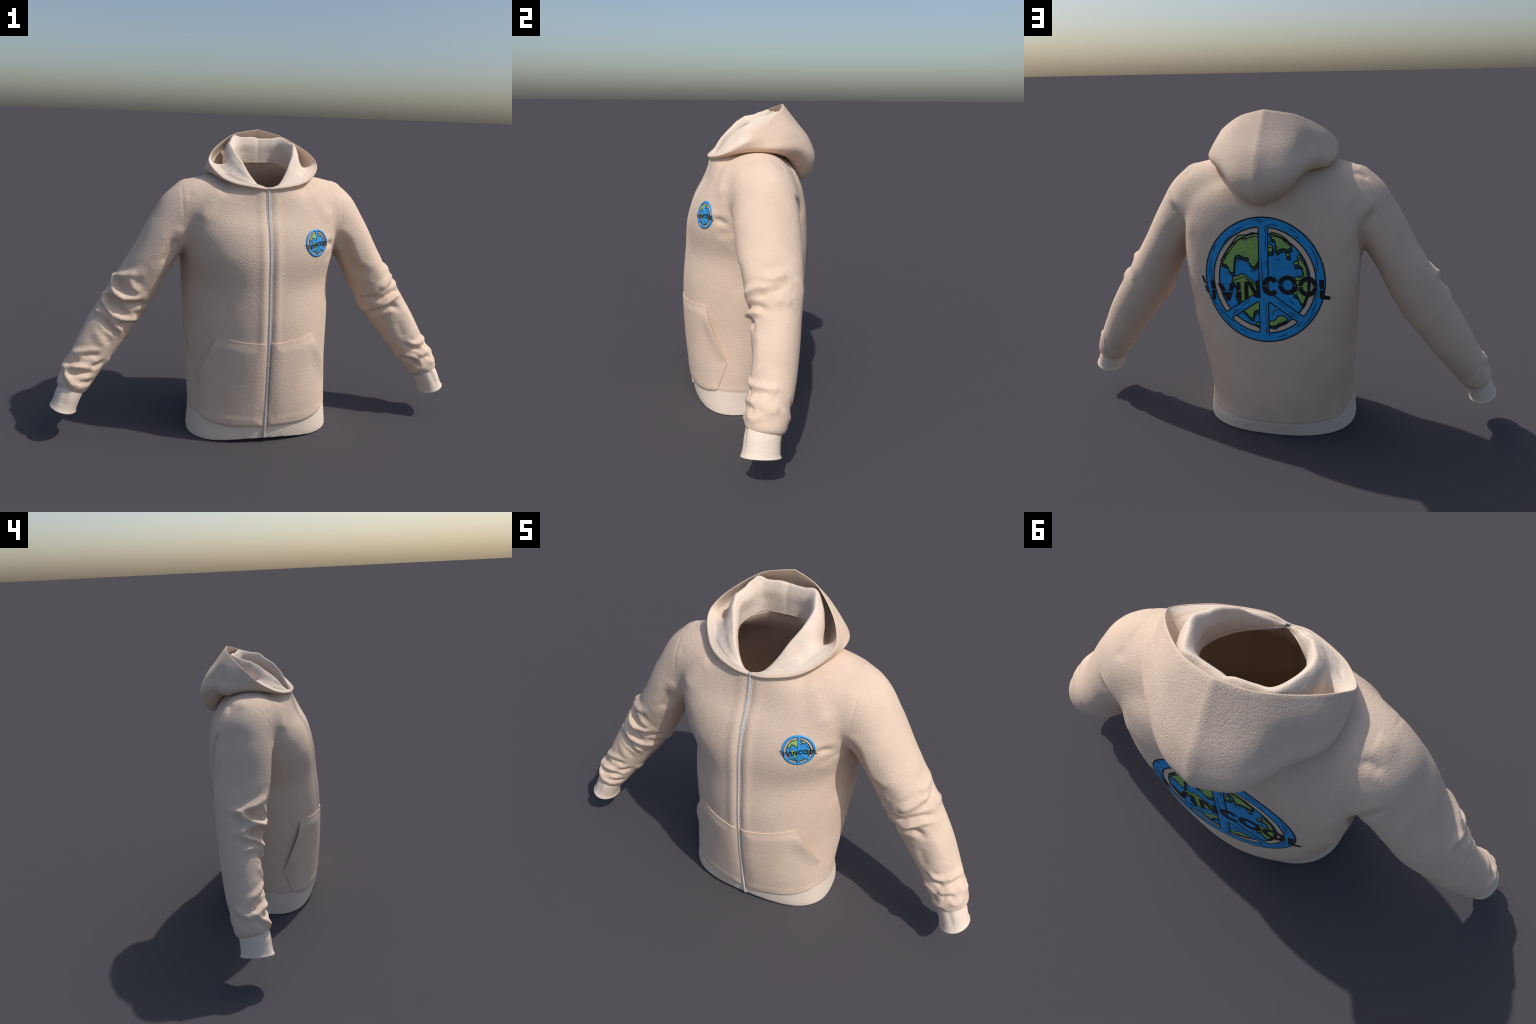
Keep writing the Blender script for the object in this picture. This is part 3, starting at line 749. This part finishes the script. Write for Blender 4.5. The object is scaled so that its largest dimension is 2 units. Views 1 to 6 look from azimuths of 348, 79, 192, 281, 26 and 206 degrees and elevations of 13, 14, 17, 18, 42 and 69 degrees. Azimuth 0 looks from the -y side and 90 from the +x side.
# ------------------------------------------------------------------ zip: tape, interlocking teeth, cloth piping on both sides
zz = np.linspace(1.211, .021, 240); zy = []
for z in zz:
    h, n = first_hit((0, -1, float(z)), (0, 1, 0)); zy.append(h.y if h is not None and h.y < -.1 else (zy[-1] if zy else -.184))
zy = np.convolve(np.pad(zy, 4, mode='edge'), np.ones(9) / 9, 'valid')
path = np.stack([np.zeros_like(zz), zy, zz], 1)
tan = np.gradient(path, axis=0); tan /= np.linalg.norm(tan, axis=1)[:, None]
outw = np.stack([np.zeros(len(zz)), tan[:, 2], -tan[:, 1]], 1); outw *= -np.sign(outw[:, 1:2]) * 1.0
def strip_along(name, prof, x0, lift, mat, parent):
    rings = [path[i] + np.array([x0, 0, 0]) + outw[i] * lift + np.array([[a, 0, 0] for a, b in prof]) + np.array([outw[i] * b for a, b in prof]) for i in range(len(path))]
    v, f = loft(rings, caps=True); me = new_mesh(name, v, f)
    bm = bmesh.new(); bm.from_mesh(me); bmesh.ops.recalc_face_normals(bm, faces=bm.faces); bm.to_mesh(me); bm.free()
    return add(name, me, parent, mat)
rect = lambda w, h: [(-w, -h), (w, -h), (w, h * .6), (w * .8, h), (-w * .8, h), (-w, h * .6)]
circ = lambda r: [(r * math.cos(a), r * math.sin(a)) for a in np.linspace(0, 2 * np.pi, 10, endpoint=False)]
zipper = strip_along('zipper', rect(.0068, .002), 0, .0015, M_TAPE, root)
for sg in (-1, 1):
    strip_along('zip_piping', circ(.0023), sg * .0086, .0014, M_FLEECE, zipper)
K = chord(path); v = []; f = []; n = 0; pitch = .0050
box = np.array([(-1,-1,-1),(1,-1,-1),(1,1,-1),(-1,1,-1),(-.8,-.7,1),(.8,-.7,1),(.8,.7,1),(-.8,.7,1)], float)
quads = [(0,3,2,1),(4,5,6,7),(0,1,5,4),(1,2,6,5),(2,3,7,6),(3,0,4,7)]
for i, d in enumerate(np.arange(.004, K[-1] - .004, pitch)):
    p = np.array([np.interp(d, K, path[:, a]) for a in range(3)]); o = np.array([np.interp(d, K, outw[:, a]) for a in range(3)])
    t = np.array([0, -o[2], o[1]]); sg = 1 if i % 2 else -1
    v.append(p + o * .0044 + np.outer(box[:, 0] * .0030 + sg * .0014, [1, 0, 0]) + np.outer(box[:, 1] * .0018, t) + np.outer(box[:, 2] * .0016, o))
    f += [tuple(a + n for a in q) for q in quads]; n += 8
me = new_mesh('zip_teeth', np.concatenate(v), f)
bm = bmesh.new(); bm.from_mesh(me); bmesh.ops.recalc_face_normals(bm, faces=bm.faces); bm.to_mesh(me); bm.free()
teeth = add('zip_teeth', me, zipper, M_TEETH, shade=False); teeth['kind'] = 'stuff'
